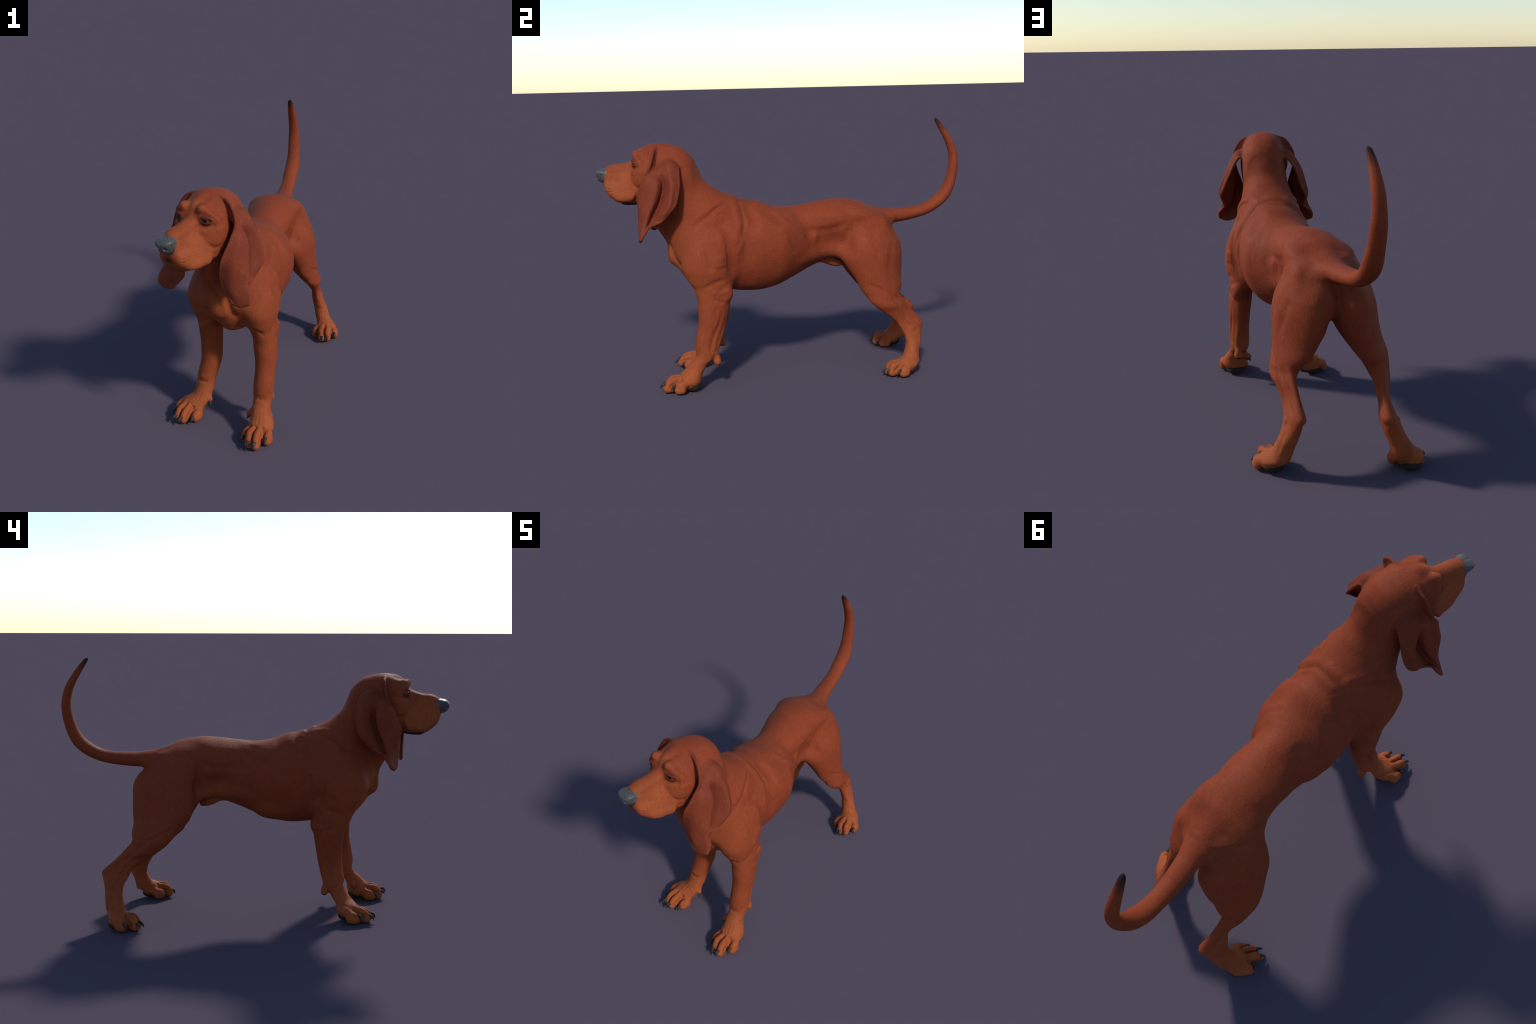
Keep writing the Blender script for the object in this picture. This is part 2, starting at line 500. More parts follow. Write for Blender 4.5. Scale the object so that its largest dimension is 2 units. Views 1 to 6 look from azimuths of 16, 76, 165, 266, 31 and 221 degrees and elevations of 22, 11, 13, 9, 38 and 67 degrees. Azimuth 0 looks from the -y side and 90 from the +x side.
# ------------------------------------------------------------------ feet
# each toe: knuckle, claw root, claw tip; each foot: centre of the metatarsal row, pad
FEET = {
    FORE_L: dict(mid=(.186, -.585, .075), pad=(.190, -.586, .028), toes=[
        ((.128, -.640, .070), (.123, -.683, .050), (.117, -.697, .022)),
        ((.157, -.680, .090), (.159, -.730, .055), (.159, -.746, .028)),
        ((.192, -.682, .090), (.194, -.740, .062), (.191, -.757, .030)),
        ((.240, -.650, .078), (.231, -.686, .058), (.235, -.708, .028))]),
    FORE_R: dict(mid=(-.190, -.455, .075), pad=(-.208, -.465, .030), toes=[
        ((-.160, -.528, .066), (-.176, -.571, .046), (-.179, -.589, .012)),
        ((-.216, -.540, .082), (-.226, -.598, .052), (-.239, -.612, .020)),
        ((-.245, -.532, .086), (-.262, -.583, .050), (-.275, -.598, .020)),
        ((-.272, -.475, .072), (-.274, -.524, .058), (-.294, -.536, .020))]),
    HIND_L: dict(mid=(.276, .590, .072), pad=(.280, .580, .030), toes=[
        ((.226, .535, .066), (.236, .497, .042), (.245, .482, .008)),
        ((.267, .500, .086), (.280, .453, .050), (.284, .441, .016)),
        ((.303, .500, .086), (.309, .463, .050), (.311, .452, .018)),
        ((.337, .550, .070), (.340, .514, .050), (.352, .493, .018))]),
    HIND_R: dict(mid=(-.240, .700, .072), pad=(-.270, .722, .030), toes=[
        ((-.215, .660, .066), (-.240, .625, .042), (-.252, .606, .010)),
        ((-.262, .640, .086), (-.292, .602, .050), (-.306, .584, .018)),
        ((-.296, .645, .088), (-.326, .616, .050), (-.338, .602, .020)),
        ((-.312, .708, .072), (-.338, .677, .055), (-.361, .662, .022))]),
}
CLAWS = []
for tag, foot in FEET.items():
    mid, pw = V(*foot["mid"]), PAW[tag]
    kns = np.array([t[0] for t in foot["toes"]])
    fwd = unit(sum(V(*t[1]) - V(*t[0]) for t in foot["toes"]) * (1, 1, 0))
    sd = V(-fwd[1], fwd[0], 0)
    fr = np.array([fwd, sd, Z])
    p = V(*foot["pad"])
    high = .032 if tag in (FORE_L, FORE_R) else .024
    body.add(Blob(tag, V(*(mid * .75 + kns.mean(0) * .25)[:2], .050), (.050, .050, high), fr), .03)
    body.add(Blob(pw, V(*(mid * .30 + kns.mean(0) * .70)[:2], .038), (.045, .048, high - .003), fr), .015)
    for i, (kn, root, tip) in enumerate(foot["toes"]):
        kn, root, tip = V(*kn), V(*root), V(*tip)
        ahead = unit((root - kn) * (1, 1, 0))
        side = V(-ahead[1], ahead[0], 0)
        base = mid * .45 + (kn - V(0, 0, kn[2] - mid[2])) * .55 - ahead * .03
        base[2] = .064 if tag in (FORE_L, FORE_R) else .050
        kc = kn - V(0, 0, .028)
        end = V(*root[:2], 0) - ahead * .019 + V(0, 0, .031)
        body.add(Tube(pw, [(*base, .018), (*((base + kc) / 2 + V(0, 0, .003)), .019), (*kc, .0225), (*(kc * .4 + end * .6 + V(0, 0, .006)), .0205), (*end, .0180)], flat=(side, 1.17)), .004)
        body.add(Tube(pw, [(*(V(*kc[:2], .026)), .022), (*(end * (1, 1, 0) + V(0, 0, .0225) - ahead * .004), .0205)]), .012)
        CLAWS.append((tag, root, tip, ahead))
    body.add(Blob(PAD[tag], p + V(0, 0, -.004) - fwd * .002, (.042, .044, .024), fr), .010)
    body.add(Blob(tag, p + V(0, 0, .030) + fwd * .010, (.046, .046, .034), fr), .03)
for tag, foot in FEET.items():        # clefts between neighbouring toes
    mid = V(*foot["mid"])
    for (k0, r0, _), (k1, r1, _) in zip(foot["toes"][:-1], foot["toes"][1:]):
        k, r = (V(*k0) + V(*k1)) / 2, (V(*r0) + V(*r1)) / 2
        w = k * .55 + mid * .45
        body.stroke([V(*w[:2], .085), V(*k[:2], k[2] - .016), V(*(k * .4 + r * .6)[:2], .045), V(*r[:2], .030)], -.009, .0075)
for tag, base, root, tip in ((FORE_L, (.145, -.545, .115), (.118, -.556, .098), (.107, -.562, .068)),
                             (FORE_R, (-.140, -.440, .110), (-.116, -.464, .092), (-.107, -.481, .054))):
    body.add(Tube(PAW[tag], [(*base, .020), (*root, .013)]), .014)
    CLAWS.append((tag, V(*root), V(*tip), unit((V(*tip) - V(*root)) * (1, 1, 0))))

# ------------------------------------------------------------------ small body features
body.add(Blob(TORSO, (.020, -.510, .640), (.080, .095, .085)), .05)            # forechest
body.add(Blob(TORSO, (.000, -.622, .690), (.042, .038, .048)), .040)           # breastbone
body.add(Tube(TORSO, [(.036, .16, .640, .026), (.030, .24, .606, .026), (.030, .278, .594, .021)]), .02)   # sheath

# loose skin fold from belly to stifle
body.add(Tube(TORSO, [(.118, .03, .655, .016), (.098, .11, .675, .025), (.092, .19, .682, .029), (.102, .26, .670, .031), (.132, .31, .632, .026)]), .05)
body.add(Blob(TORSO, (.030, -.420, .566), (.066, .130, .056)), .04)     # brisket
body.add(Blob(TORSO, (-.045, -.090, .572), (.050, .095, .050)), .05)    # right lower ribs
for c in ((.088, -.572, .745), (-.042, -.572, .738)):
    body.add(Blob(TORSO, c, (.046, .046, .060)), .05)                    # points of the chest
body.add(Blob(TORSO, (.134, .450, .770), (.032, .065, .070)), .06)      # left hip
body.add(Tube(TORSO, [(-.050, .05, .645, .018), (-.044, .12, .662, .026), (-.042, .19, .674, .031), (-.048, .26, .674, .035), (-.074, .32, .642, .032)]), .05)
body.add(Blob(TORSO, (.050, .570, .700), (.034, .032, .055)), .05)      # left seat bone
body.add(Blob(NECK, (.122, -.530, .795), (.058, .070, .070)), .05)      # base of the neck, left

# ------------------------------------------------------------------ eyes
EYES = []
EYE_R = .030
for sg in (-1, 1):
    n = unit(HF * .78 + HS * sg * .60 + Z * .10)
    along = unit(np.cross(Z, n)) * sg          # towards the outer corner
    along = unit(along - Z * .16)
    up = np.cross(n, along) * sg
    c = hd(.0990, sg * .0610, 1.186)
    EYES.append((c - n * .0015, n))
    fr = np.array([n, along, up])
    body.add(Blob(HEAD, c + up * .003, (.0325, .033, .031), fr), .018)       # lids over the eyeball
    body.cut(Blob(HEAD, c + n * .034 - up * .0022, (.016, .0295, .0102), fr), .004)
    body.stroke([c + n * .030 - along * .030 + up * .001, c + n * .035 + up * .0115, c + n * .026 + along * .033 - up * .004], .0030, .0065)   # upper lid
    body.stroke([c + n * .030 - along * .028 - up * .004, c + n * .033 - up * .0155, c + n * .027 + along * .029 - up * .006], .0024, .0055)  # lower lid


# ------------------------------------------------------------------ sculpted relief
def spine_x(y):
    return np.interp(y, [-.5, -.3, -.1, .1, .3, .5, .65], [.03, .040, .047, .031, .020, .005, .0])


def both_head(pts, amp, w):
    for sg in (-1, 1):
        body.crease([hd(f, q * sg, u) for f, q, u in pts], amp, w)


def both_trunk(pts, amp, w, shift=0.0):
    p = np.array(pts, float)
    body.crease(p, amp, w)
    m = p + V(0, shift, 0)
    m[:, 0] = 2 * spine_x(p[:, 1]) - p[:, 0]
    body.crease(m, amp, w)


def both_legs(a, b, pts, amp, w):
    """A stroke given on the left leg, carried over to the right one."""
    p = np.array(pts, float)
    body.crease(p, amp, w)
    at = lambda t: [np.interp(p[:, 2], LIMB[t][:, 0], LIMB[t][:, i]) for i in (1, 2, 3, 4)]
    (ax, ay, arx, ary), (bx, by, brx, bry) = at(a), at(b)
    body.crease(np.stack([bx - (p[:, 0] - ax) * brx / arx, by + (p[:, 1] - ay) * bry / ary, p[:, 2]], 1), amp, w)


# face
body.crease([hd(.125, 0, 1.215), hd(.105, 0, 1.248), hd(.06, 0, 1.272), hd(.02, 0, 1.283)], .0045, .016)
both_head([(.130, .017, 1.200), (.118, .019, 1.228), (.092, .028, 1.252), (.060, .038, 1.266), (.025, .045, 1.275)], -.0032, .014)
both_head([(.130, .044, 1.212), (.118, .072, 1.210), (.100, .098, 1.194)], -.0025, .008)
both_head([(.140, .048, 1.168), (.130, .076, 1.158), (.108, .098, 1.160), (.090, .106, 1.168)], -.0065, .010)
both_head([(.138, .050, 1.172), (.150, .056, 1.140), (.140, .070, 1.105)], -.006, .015)
both_head([(.170, .040, 1.148), (.215, .040, 1.138), (.250, .040, 1.128)], -.0035, .014)
both_head([(.100, .102, 1.140), (.075, .112, 1.140), (.045, .116, 1.145)], .004, .014)
both_head([(.060, .112, 1.080), (.085, .098, 1.062), (.108, .086, 1.070), (.120, .080, 1.088)], -.006, .010)
both_head([(.066, .112, 1.040), (.088, .092, 1.030), (.098, .082, 1.040)], -.004, .007)
both_head([(.222, .044, .976), (.185, .056, .968), (.150, .064, .968), (.122, .070, .976)], -.009, .0075)
both_head([(.228, .064, 1.008), (.195, .074, .998), (.160, .082, .995)], .004, .018)
both_head([(.262, .046, 1.078), (.235, .054, 1.086), (.20, .058, 1.09)], -.0025, .014)
for u, a, f1 in ((1.040, -.0038, .226), (1.051, -.0022, .236), (1.064, -.0016, .240), (1.030, -.0014, .238)):
    both_head([(.268, .044, u + .005), (.252, .056, u), (f1, .062, u + .002)], a, .0045)
both_head([(.098, .092, 1.060), (.104, .092, 1.030), (.112, .086, 1.005), (.126, .076, .985)], -.009, .009)
both_head([(.062, .108, 1.060), (.082, .100, 1.040), (.098, .088, 1.030)], -.006, .010)
both_head([(.118, .092, 1.046), (.126, .090, 1.018), (.140, .084, .996)], .004, .012)
both_head([(.286, .038, 1.140), (.262, .040, 1.138), (.240, .044, 1.132)], -.002, .006)
for sg in (-1, 1):
    body.add(Blob(HEAD, hd(.066, sg * .115, 1.108), (.006, .006, .006)), .004)
    body.cut(Blob(NOSE, hd(.330, sg * .020, 1.112), (.016, .0085, .0085), HFR), .004)
    body.cut(Tube(NOSE, [hrow(.326, sg * .024, 1.109, .005), hrow(.312, sg * .038, 1.106, .004), hrow(.296, sg * .044, 1.112, .0025)]), .004)
body.crease([hd(.334, 0, 1.128), hd(.320, 0, 1.092), hd(.298, 0, 1.070), hd(.284, 0, 1.045), hd(.262, 0, 1.01)], -.004, .0045)
body.crease([hd(.330, 0, 1.150), hd(.300, 0, 1.160)], -.0018, .005)

# throat and chest folds
body.add(Tube(NECK, [(-.015, -.700, .880, .028), (-.004, -.632, .800, .028), (.0, -.595, .74, .028)]), .04)
body.crease([(-.055, -.74, .900), (-.036, -.66, .80), (-.030, -.66, .735), (-.040, -.65, .67)], .009, .013)
body.crease([(.000, -.75, .910), (.010, -.68, .80), (.030, -.66, .740), (.042, -.65, .67)], .009, .013)
body.crease([(-.012, -.74, .890), (-.008, -.68, .80), (.0, -.66, .740)], -.009, .013)
body.crease([(.050, -.655, .760), (.058, -.625, .680), (.070, -.590, .638)], -.011, .013)
body.crease([(-.052, -.645, .740), (-.052, -.620, .680), (-.050, -.590, .640)], -.011, .013)
body.crease([(.10, -.61, .60), (.08, -.585, .56), (.07, -.56, .53)], -.008, .011)
body.crease([(-.06, -.585, .60), (-.045, -.56, .56), (-.03, -.54, .53)], -.008, .011)

# neck, shoulder blade and upper arm
both_trunk([(.124, -.608, .806), (.172, -.521, .880), (.171, -.457, .927), (.131, -.364, .979)], -.005, .016, .03)
both_trunk([(.155, -.560, .868), (.168, -.474, .945), (.128, -.372, .988), (.100, -.300, .987)], .005, .018, .03)
both_trunk([(.138, -.372, .971), (.161, -.424, .950), (.174, -.465, .918), (.174, -.496, .897)], -.0025, .007, .03)
both_trunk([(.150, -.365, .956), (.169, -.410, .936), (.180, -.450, .909)], .004, .008, .03)
both_trunk([(.105, -.300, .976), (.133, -.289, .943), (.167, -.284, .900), (.196, -.286, .860), (.214, -.300, .820)], -.0045, .009, .02)
both_trunk([(.116, -.265, .956), (.160, -.240, .915), (.192, -.230, .878), (.206, -.240, .845)], -.015, .025, .02)
both_trunk([(.150, -.190, .920), (.180, -.130, .880), (.185, -.060, .870)], -.003, .045)
body.crease([(.130, -.210, .938), (.158, -.130, .905), (.160, -.040, .892)], -.009, .040)
both_trunk([(.120, -.325, .970), (.168, -.318, .915), (.200, -.320, .850), (.212, -.335, .800)], .008, .016, .02)
body.crease([(.111, -.289, .962), (.096, -.292, .976), (.066, -.285, .982), (.027, -.278, .981), (-.009, -.274, .973), (-.030, -.262, .962), (-.060, -.248, .940)], -.008, .012)
body.crease([(.080, -.325, .996), (.038, -.312, .995), (-.015, -.306, .987)], .005, .013)
both_trunk([(.215, -.397, .818), (.225, -.388, .771), (.230, -.385, .724), (.228, -.380, .670), (.220, -.375, .610)], -.006, .010, .035)
both_trunk([(.190, -.390, .860), (.215, -.378, .806), (.226, -.368, .737), (.223, -.362, .654), (.213, -.350, .580)], -.012, .022, .035)
both_trunk([(.207, -.489, .790), (.232, -.484, .702), (.243, -.481, .631)], -.005, .018, .035)
both_trunk([(.190, -.405, .862)], -.012, .032, .035)
both_trunk([(.201, -.552, .715)], .010, .050, .035)
both_trunk([(.235, -.430, .720), (.238, -.428, .650)], .008, .028, .035)
both_trunk([(.220, -.295, .790), (.227, -.325, .710)], .004, .013, .02)
both_trunk([(.221, -.515, .548), (.232, -.481, .566), (.238, -.445, .580), (.228, -.405, .584)], -.008, .013, .06)
both_trunk([(.120, -.586, .575), (.172, -.570, .560), (.195, -.548, .530)], -.006, .010, .06)

# ribcage, loin and flank
both_trunk([(.105, -.105, .924), (.187, -.060, .874), (.216, .020, .805), (.208, .070, .742)], .006, .018)
body.crease([(.100, .020, .912), (.150, .035, .874), (.185, .075, .82), (.195, .10, .76)], -.013, .034)
body.crease([(-.02, .010, .915), (-.065, .025, .874), (-.10, .06, .83)], -.006, .036)
body.crease([(.150, .110, .765), (.150, .190, .750), (.155, .270, .760)], -.018, .050)
body.crease([(-.085, .120, .740), (-.095, .190, .725), (-.105, .265, .730)], -.015, .046)
both_trunk([(.165, .055, .815), (.160, .110, .800), (.155, .179, .796), (.155, .244, .808), (.158, .300, .838)], -.008, .020)
both_trunk([(.14, .07, .890), (.14, .16, .885), (.14, .27, .885)], .006, .036)
both_trunk([(.165, .200, .735)], -.004, .055)
both_trunk([(.172, .300, .820), (.173, .285, .745), (.190, .298, .670)], -.006, .024)
for q in (-.16, -.11, -.06, -.01):
    both_trunk([(.21, q - .02, .80), (.22, q, .74), (.20, q + .03, .66)], .0016, .012)

# rump and thigh
both_trunk([(.188, .423, .793)], -.004, .032)
both_trunk([(.148, .517, .837)], .006, .030)
both_trunk([(.055, .45, .900), (.045, .53, .880)], -.003, .024)
both_legs(HIND_L, HIND_R, [(.205, .545, .72), (.214, .535, .694), (.229, .518, .632), (.235, .495, .558)], -.005, .020)
both_trunk([(.167, .455, .795), (.194, .425, .757), (.225, .430, .684), (.235, .43, .60)], -.004, .018, .03)
both_legs(HIND_L, HIND_R, [(.221, .379, .504), (.239, .423, .484), (.250, .477, .458), (.252, .518, .435), (.255, .539, .406)], -.006, .009)
both_legs(HIND_L, HIND_R, [(.255, .525, .420), (.255, .569, .371), (.249, .607, .328), (.243, .648, .298), (.240, .672, .282)], -.013, .010)
both_legs(HIND_L, HIND_R, [(.262, .549, .374), (.255, .578, .321), (.250, .606, .284), (.250, .636, .263)], .005, .006)
both_legs(HIND_L, HIND_R, [(.252, .579, .308), (.248, .596, .272), (.252, .612, .239)], -.007, .008)
both_legs(HIND_L, HIND_R, [(.253, .635, .247)], .008, .012)
both_legs(HIND_L, HIND_R, [(.186, .60, .34), (.183, .65, .29)], -.007, .010)
both_legs(HIND_L, HIND_R, [(.215, .60, .163), (.235, .595, .160), (.255, .60, .163)], -.0022, .004)
both_legs(HIND_L, HIND_R, [(.262, .66, .22), (.272, .66, .16), (.29, .65, .11)], -.004, .009)

both_legs(FORE_L, FORE_R, [(.10, -.455, .565), (.11, -.42, .56)], -.004, .015)
# forelimb: elbow knobs, groove before the flexor tendon, wrist
both_legs(FORE_L, FORE_R, [(.236, -.424, .420), (.234, -.441, .354), (.233, -.463, .310), (.233, -.478, .272), (.231, -.487, .229), (.224, -.481, .197)], -.009, .010)
both_legs(FORE_L, FORE_R, [(.236, -.451, .462), (.239, -.459, .400), (.238, -.468, .344)], -.003, .010)
both_legs(FORE_L, FORE_R, [(.233, -.470, .492), (.235, -.444, .478), (.228, -.411, .466)], -.005, .009)
for kn in ((.232, -.462, .523), (.230, -.420, .519), (.226, -.392, .528)):
    both_legs(FORE_L, FORE_R, [kn], .005, .012)
both_legs(FORE_L, FORE_R, [(.228, -.397, .485)], .004, .010)
both_legs(FORE_L, FORE_R, [(.160, -.556, .186), (.181, -.56, .184), (.205, -.55, .186)], -.0055, .008)
both_legs(FORE_L, FORE_R, [(.150, -.545, .215), (.178, -.556, .213), (.206, -.545, .215)], .004, .013)
both_legs(FORE_L, FORE_R, [(.133, -.50, .40), (.133, -.50, .32), (.135, -.49, .25)], -.004, .014)
for dx in (-.026, -.009, .010, .028):
    both_legs(FORE_L, FORE_R, [(.181 + dx * .8, -.585, .145), (.184 + dx, -.615, .110), (.187 + dx * 1.15, -.645, .090)], .0022, .006)
    both_legs(HIND_L, HIND_R, [(.262 + dx * .8, .588, .125), (.270 + dx, .575, .095)], .002, .006)

# ------------------------------------------------------------------ polygonise
def polygonise(F, lo, hi, h):
    B = 4
    n = np.ceil((hi - lo) / h / B).astype(int) * B
    nb = n // B
    ii = np.stack(np.meshgrid(*[np.arange(k) for k in nb], indexing="ij"), -1).reshape(-1, 3)
    cen = lo + (ii * B + B / 2) * h
    fc = np.concatenate([F(c) for c in np.array_split(cen, 8)])
    act = ii[np.abs(fc) < 0.030]
    inner = np.repeat(np.repeat(np.repeat((fc < 0).reshape(nb), B, 0), B, 1), B, 2)
    grid = np.full(n + 1, 1.0, np.float32)
    grid[:-1, :-1, :-1][inner] = -1.0
    off = np.stack(np.meshgrid(*[np.arange(B + 1)] * 3, indexing="ij"), -1).reshape(-1, 3)
    idx = (act[:, None] * B + off[None]).reshape(-1, 3)
    flat = np.unique(np.ravel_multi_index(idx.T, n + 1))
    idx = np.stack(np.unravel_index(flat, n + 1), -1)
    vals = np.concatenate([F(lo + c * h) for c in np.array_split(idx, 12)])
    grid.ravel()[flat] = vals
    co = np.stack(np.meshgrid(*[np.arange(B)] * 3, indexing="ij"), -1).reshape(-1, 3)
    cells = (act[:, None] * B + co[None]).reshape(-1, 3)
    corner = np.array([(a, b, c) for a in (0, 1) for b in (0, 1) for c in (0, 1)])
    g = np.stack([grid[tuple((cells + c).T)] for c in corner], 1)
    ins = g < 0
    mix = ins.any(1) & ~ins.all(1)
    cells, g, ins = cells[mix], g[mix], ins[mix]
    acc, cnt = np.zeros((len(cells), 3)), np.zeros(len(cells))
    for i in range(8):
        for j in range(i + 1, 8):
            if np.abs(corner[i] - corner[j]).sum() != 1:
                continue
            x = ins[:, i] != ins[:, j]
            t = np.where(x, g[:, i] / np.where(x, g[:, i] - g[:, j], 1), 0)[:, None]
            acc += np.where(x[:, None], corner[i] + t * (corner[j] - corner[i]), 0)
            cnt += x
    verts = lo + (cells + acc / cnt[:, None]) * h
    vid = np.full(n, -1, np.int32)
    vid[tuple(cells.T)] = np.arange(len(cells))
    quads = []
    for ax in range(3):
        e = np.eye(3, dtype=int)[ax]
        b, c = np.eye(3, dtype=int)[(ax + 1) % 3], np.eye(3, dtype=int)[(ax + 2) % 3]
        k1 = int("".join(map(str, e)), 2)
        x = ins[:, 0] != ins[:, k1]
        cl = cells[x]
        q = np.stack([vid[tuple((cl - o).T)] for o in (0 * b, b, b + c, c)], 1)
        flip = ins[x][:, 0]
        q = np.where(flip[:, None], q[:, ::-1], q)
        quads.append(q[(q >= 0).all(1)])
    return verts, np.vstack(quads)[:, ::-1]


LO, HI = V(-.43, -1.05, -.02), V(.43, 1.06, 1.42)


def build_mesh():
    v, q = polygonise(body, LO, HI, RES)
    for _ in range(1):
        f = body(v)
        g = gradient(body, v)
        m = np.maximum((g * g).sum(1), .16)
        v = v - np.clip(f / m, -RES, RES)[:, None] * g
    # drop loose crumbs: keep the largest connected piece
    lab = np.arange(len(v))
    while True:
        m = lab[q].min(1)
        new = lab.copy()
        for k in range(4):
            np.minimum.at(new, q[:, k], m)
        new = new[new]
        if (new == lab).all():
            break
        lab = new
    print("pieces", sorted(np.bincount(lab))[-6:], "area", (np.linalg.norm(np.cross(v[q[:, 2]] - v[q[:, 0]], v[q[:, 3]] - v[q[:, 1]]), axis=1) / 2).sum())
    main = np.bincount(lab).argmax()
    keep = lab == main
    q = q[keep[q].all(1)]
    remap = np.cumsum(keep) - 1
    v, q = v[keep], remap[q]
    # one light relaxation for even faces
    nrm = vertex_normals(v, q)
    acc, cnt = np.zeros_like(v), np.zeros(len(v))
    for a in range(4):
        for s in (1, 3):
            np.add.at(acc, q[:, a], v[q[:, (a + s) % 4]])
            np.add.at(cnt, q[:, a], 1)
    d = acc / cnt[:, None] - v
    d -= nrm * (d * nrm).sum(1)[:, None] * .8
    v = v + d * .5
    return v, q, vertex_normals(v, q)


def vertex_normals(v, q):
    n = np.cross(v[q[:, 2]] - v[q[:, 0]], v[q[:, 3]] - v[q[:, 1]])
    out = np.zeros_like(v)
    for k in range(4):
        np.add.at(out, q[:, k], n)
    return out / (np.linalg.norm(out, axis=1)[:, None] + 1e-12)


verts, quads, normals = build_mesh()
_, vtag = body(verts, tags=True)
ftag = np.sort(vtag[quads], axis=1)[:, 1]
print("body", len(verts), len(quads))


from mathutils import Matrix


# ------------------------------------------------------------------ materials
class Nodes:
    def __init__(s, name):
        s.m = bpy.data.materials.new(name)
        s.m.use_nodes = True
        s.t = s.m.node_tree
        s.t.nodes.clear()
        s.out = s.n("ShaderNodeOutputMaterial")
        s.b = s.n("ShaderNodeBsdfPrincipled")
        s.link(s.b.outputs[0], s.out.inputs[0])

    def n(s, kind, **kw):
        x = s.t.nodes.new(kind)
        for k, v in kw.items():
            setattr(x, k, v)
        return x

    def link(s, a, b):
        s.t.links.new(a, b)

    def val(s, sock, v):
        if hasattr(v, "is_linked"):
            s.link(v, sock)
        else:
            sock.default_value = v

    def math(s, op, a, b=0.0, clamp=False):
        x = s.n("ShaderNodeMath", operation=op, use_clamp=clamp)
        s.val(x.inputs[0], a)
        s.val(x.inputs[1], b)
        return x.outputs[0]

    def mix(s, f, a, b):
        x = s.n("ShaderNodeMix", data_type="RGBA")
        s.val(x.inputs[0], f)
        for i, c in ((6, a), (7, b)):
            if isinstance(c, tuple):
                x.inputs[i].default_value = (*c, 1)
            else:
                s.link(c, x.inputs[i])
        return x.outputs[2]

    def ramp(s, f, a, b):
        x = s.n("ShaderNodeMapRange", interpolation_type="SMOOTHSTEP")
        s.val(x.inputs[0], f)
        x.inputs[1].default_value, x.inputs[2].default_value = a, b
        return x.outputs[0]

    def pos(s):
        tc = s.n("ShaderNodeTexCoord")
        return tc.outputs["Object"]

    def noise(s, vec, scale, detail=3, rough=.5, dist=0.0):
        x = s.n("ShaderNodeTexNoise")
        s.link(vec, x.inputs["Vector"])
        x.inputs["Scale"].default_value, x.inputs["Detail"].default_value = scale, detail
        x.inputs["Roughness"].default_value, x.inputs["Distortion"].default_value = rough, dist
        return x.outputs[0]

    def mapping(s, vec, rot=(0, 0, 0), scale=(1, 1, 1)):
        x = s.n("ShaderNodeMapping")
        s.link(vec, x.inputs[0])
        x.inputs["Rotation"].default_value, x.inputs["Scale"].default_value = rot, scale
        return x.outputs[0]

    def ball(s, vec, c, r0, r1):
        """1 inside radius r0 of point c, falling to 0 at r1"""
        x = s.n("ShaderNodeVectorMath", operation="DISTANCE")
        s.link(vec, x.inputs[0])
        x.inputs[1].default_value = tuple(c)
        return s.ramp(x.outputs["Value"], r1, r0)

    def bump(s, h, strength, dist):
        x = s.n("ShaderNodeBump")
        x.inputs["Strength"].default_value, x.inputs["Distance"].default_value = strength, dist
        s.link(h, x.inputs["Height"])
        s.link(x.outputs[0], s.b.inputs["Normal"])


RED, TAN, DEEP = (.215, .041, .016), (.345, .090, .029), (.125, .023, .010)


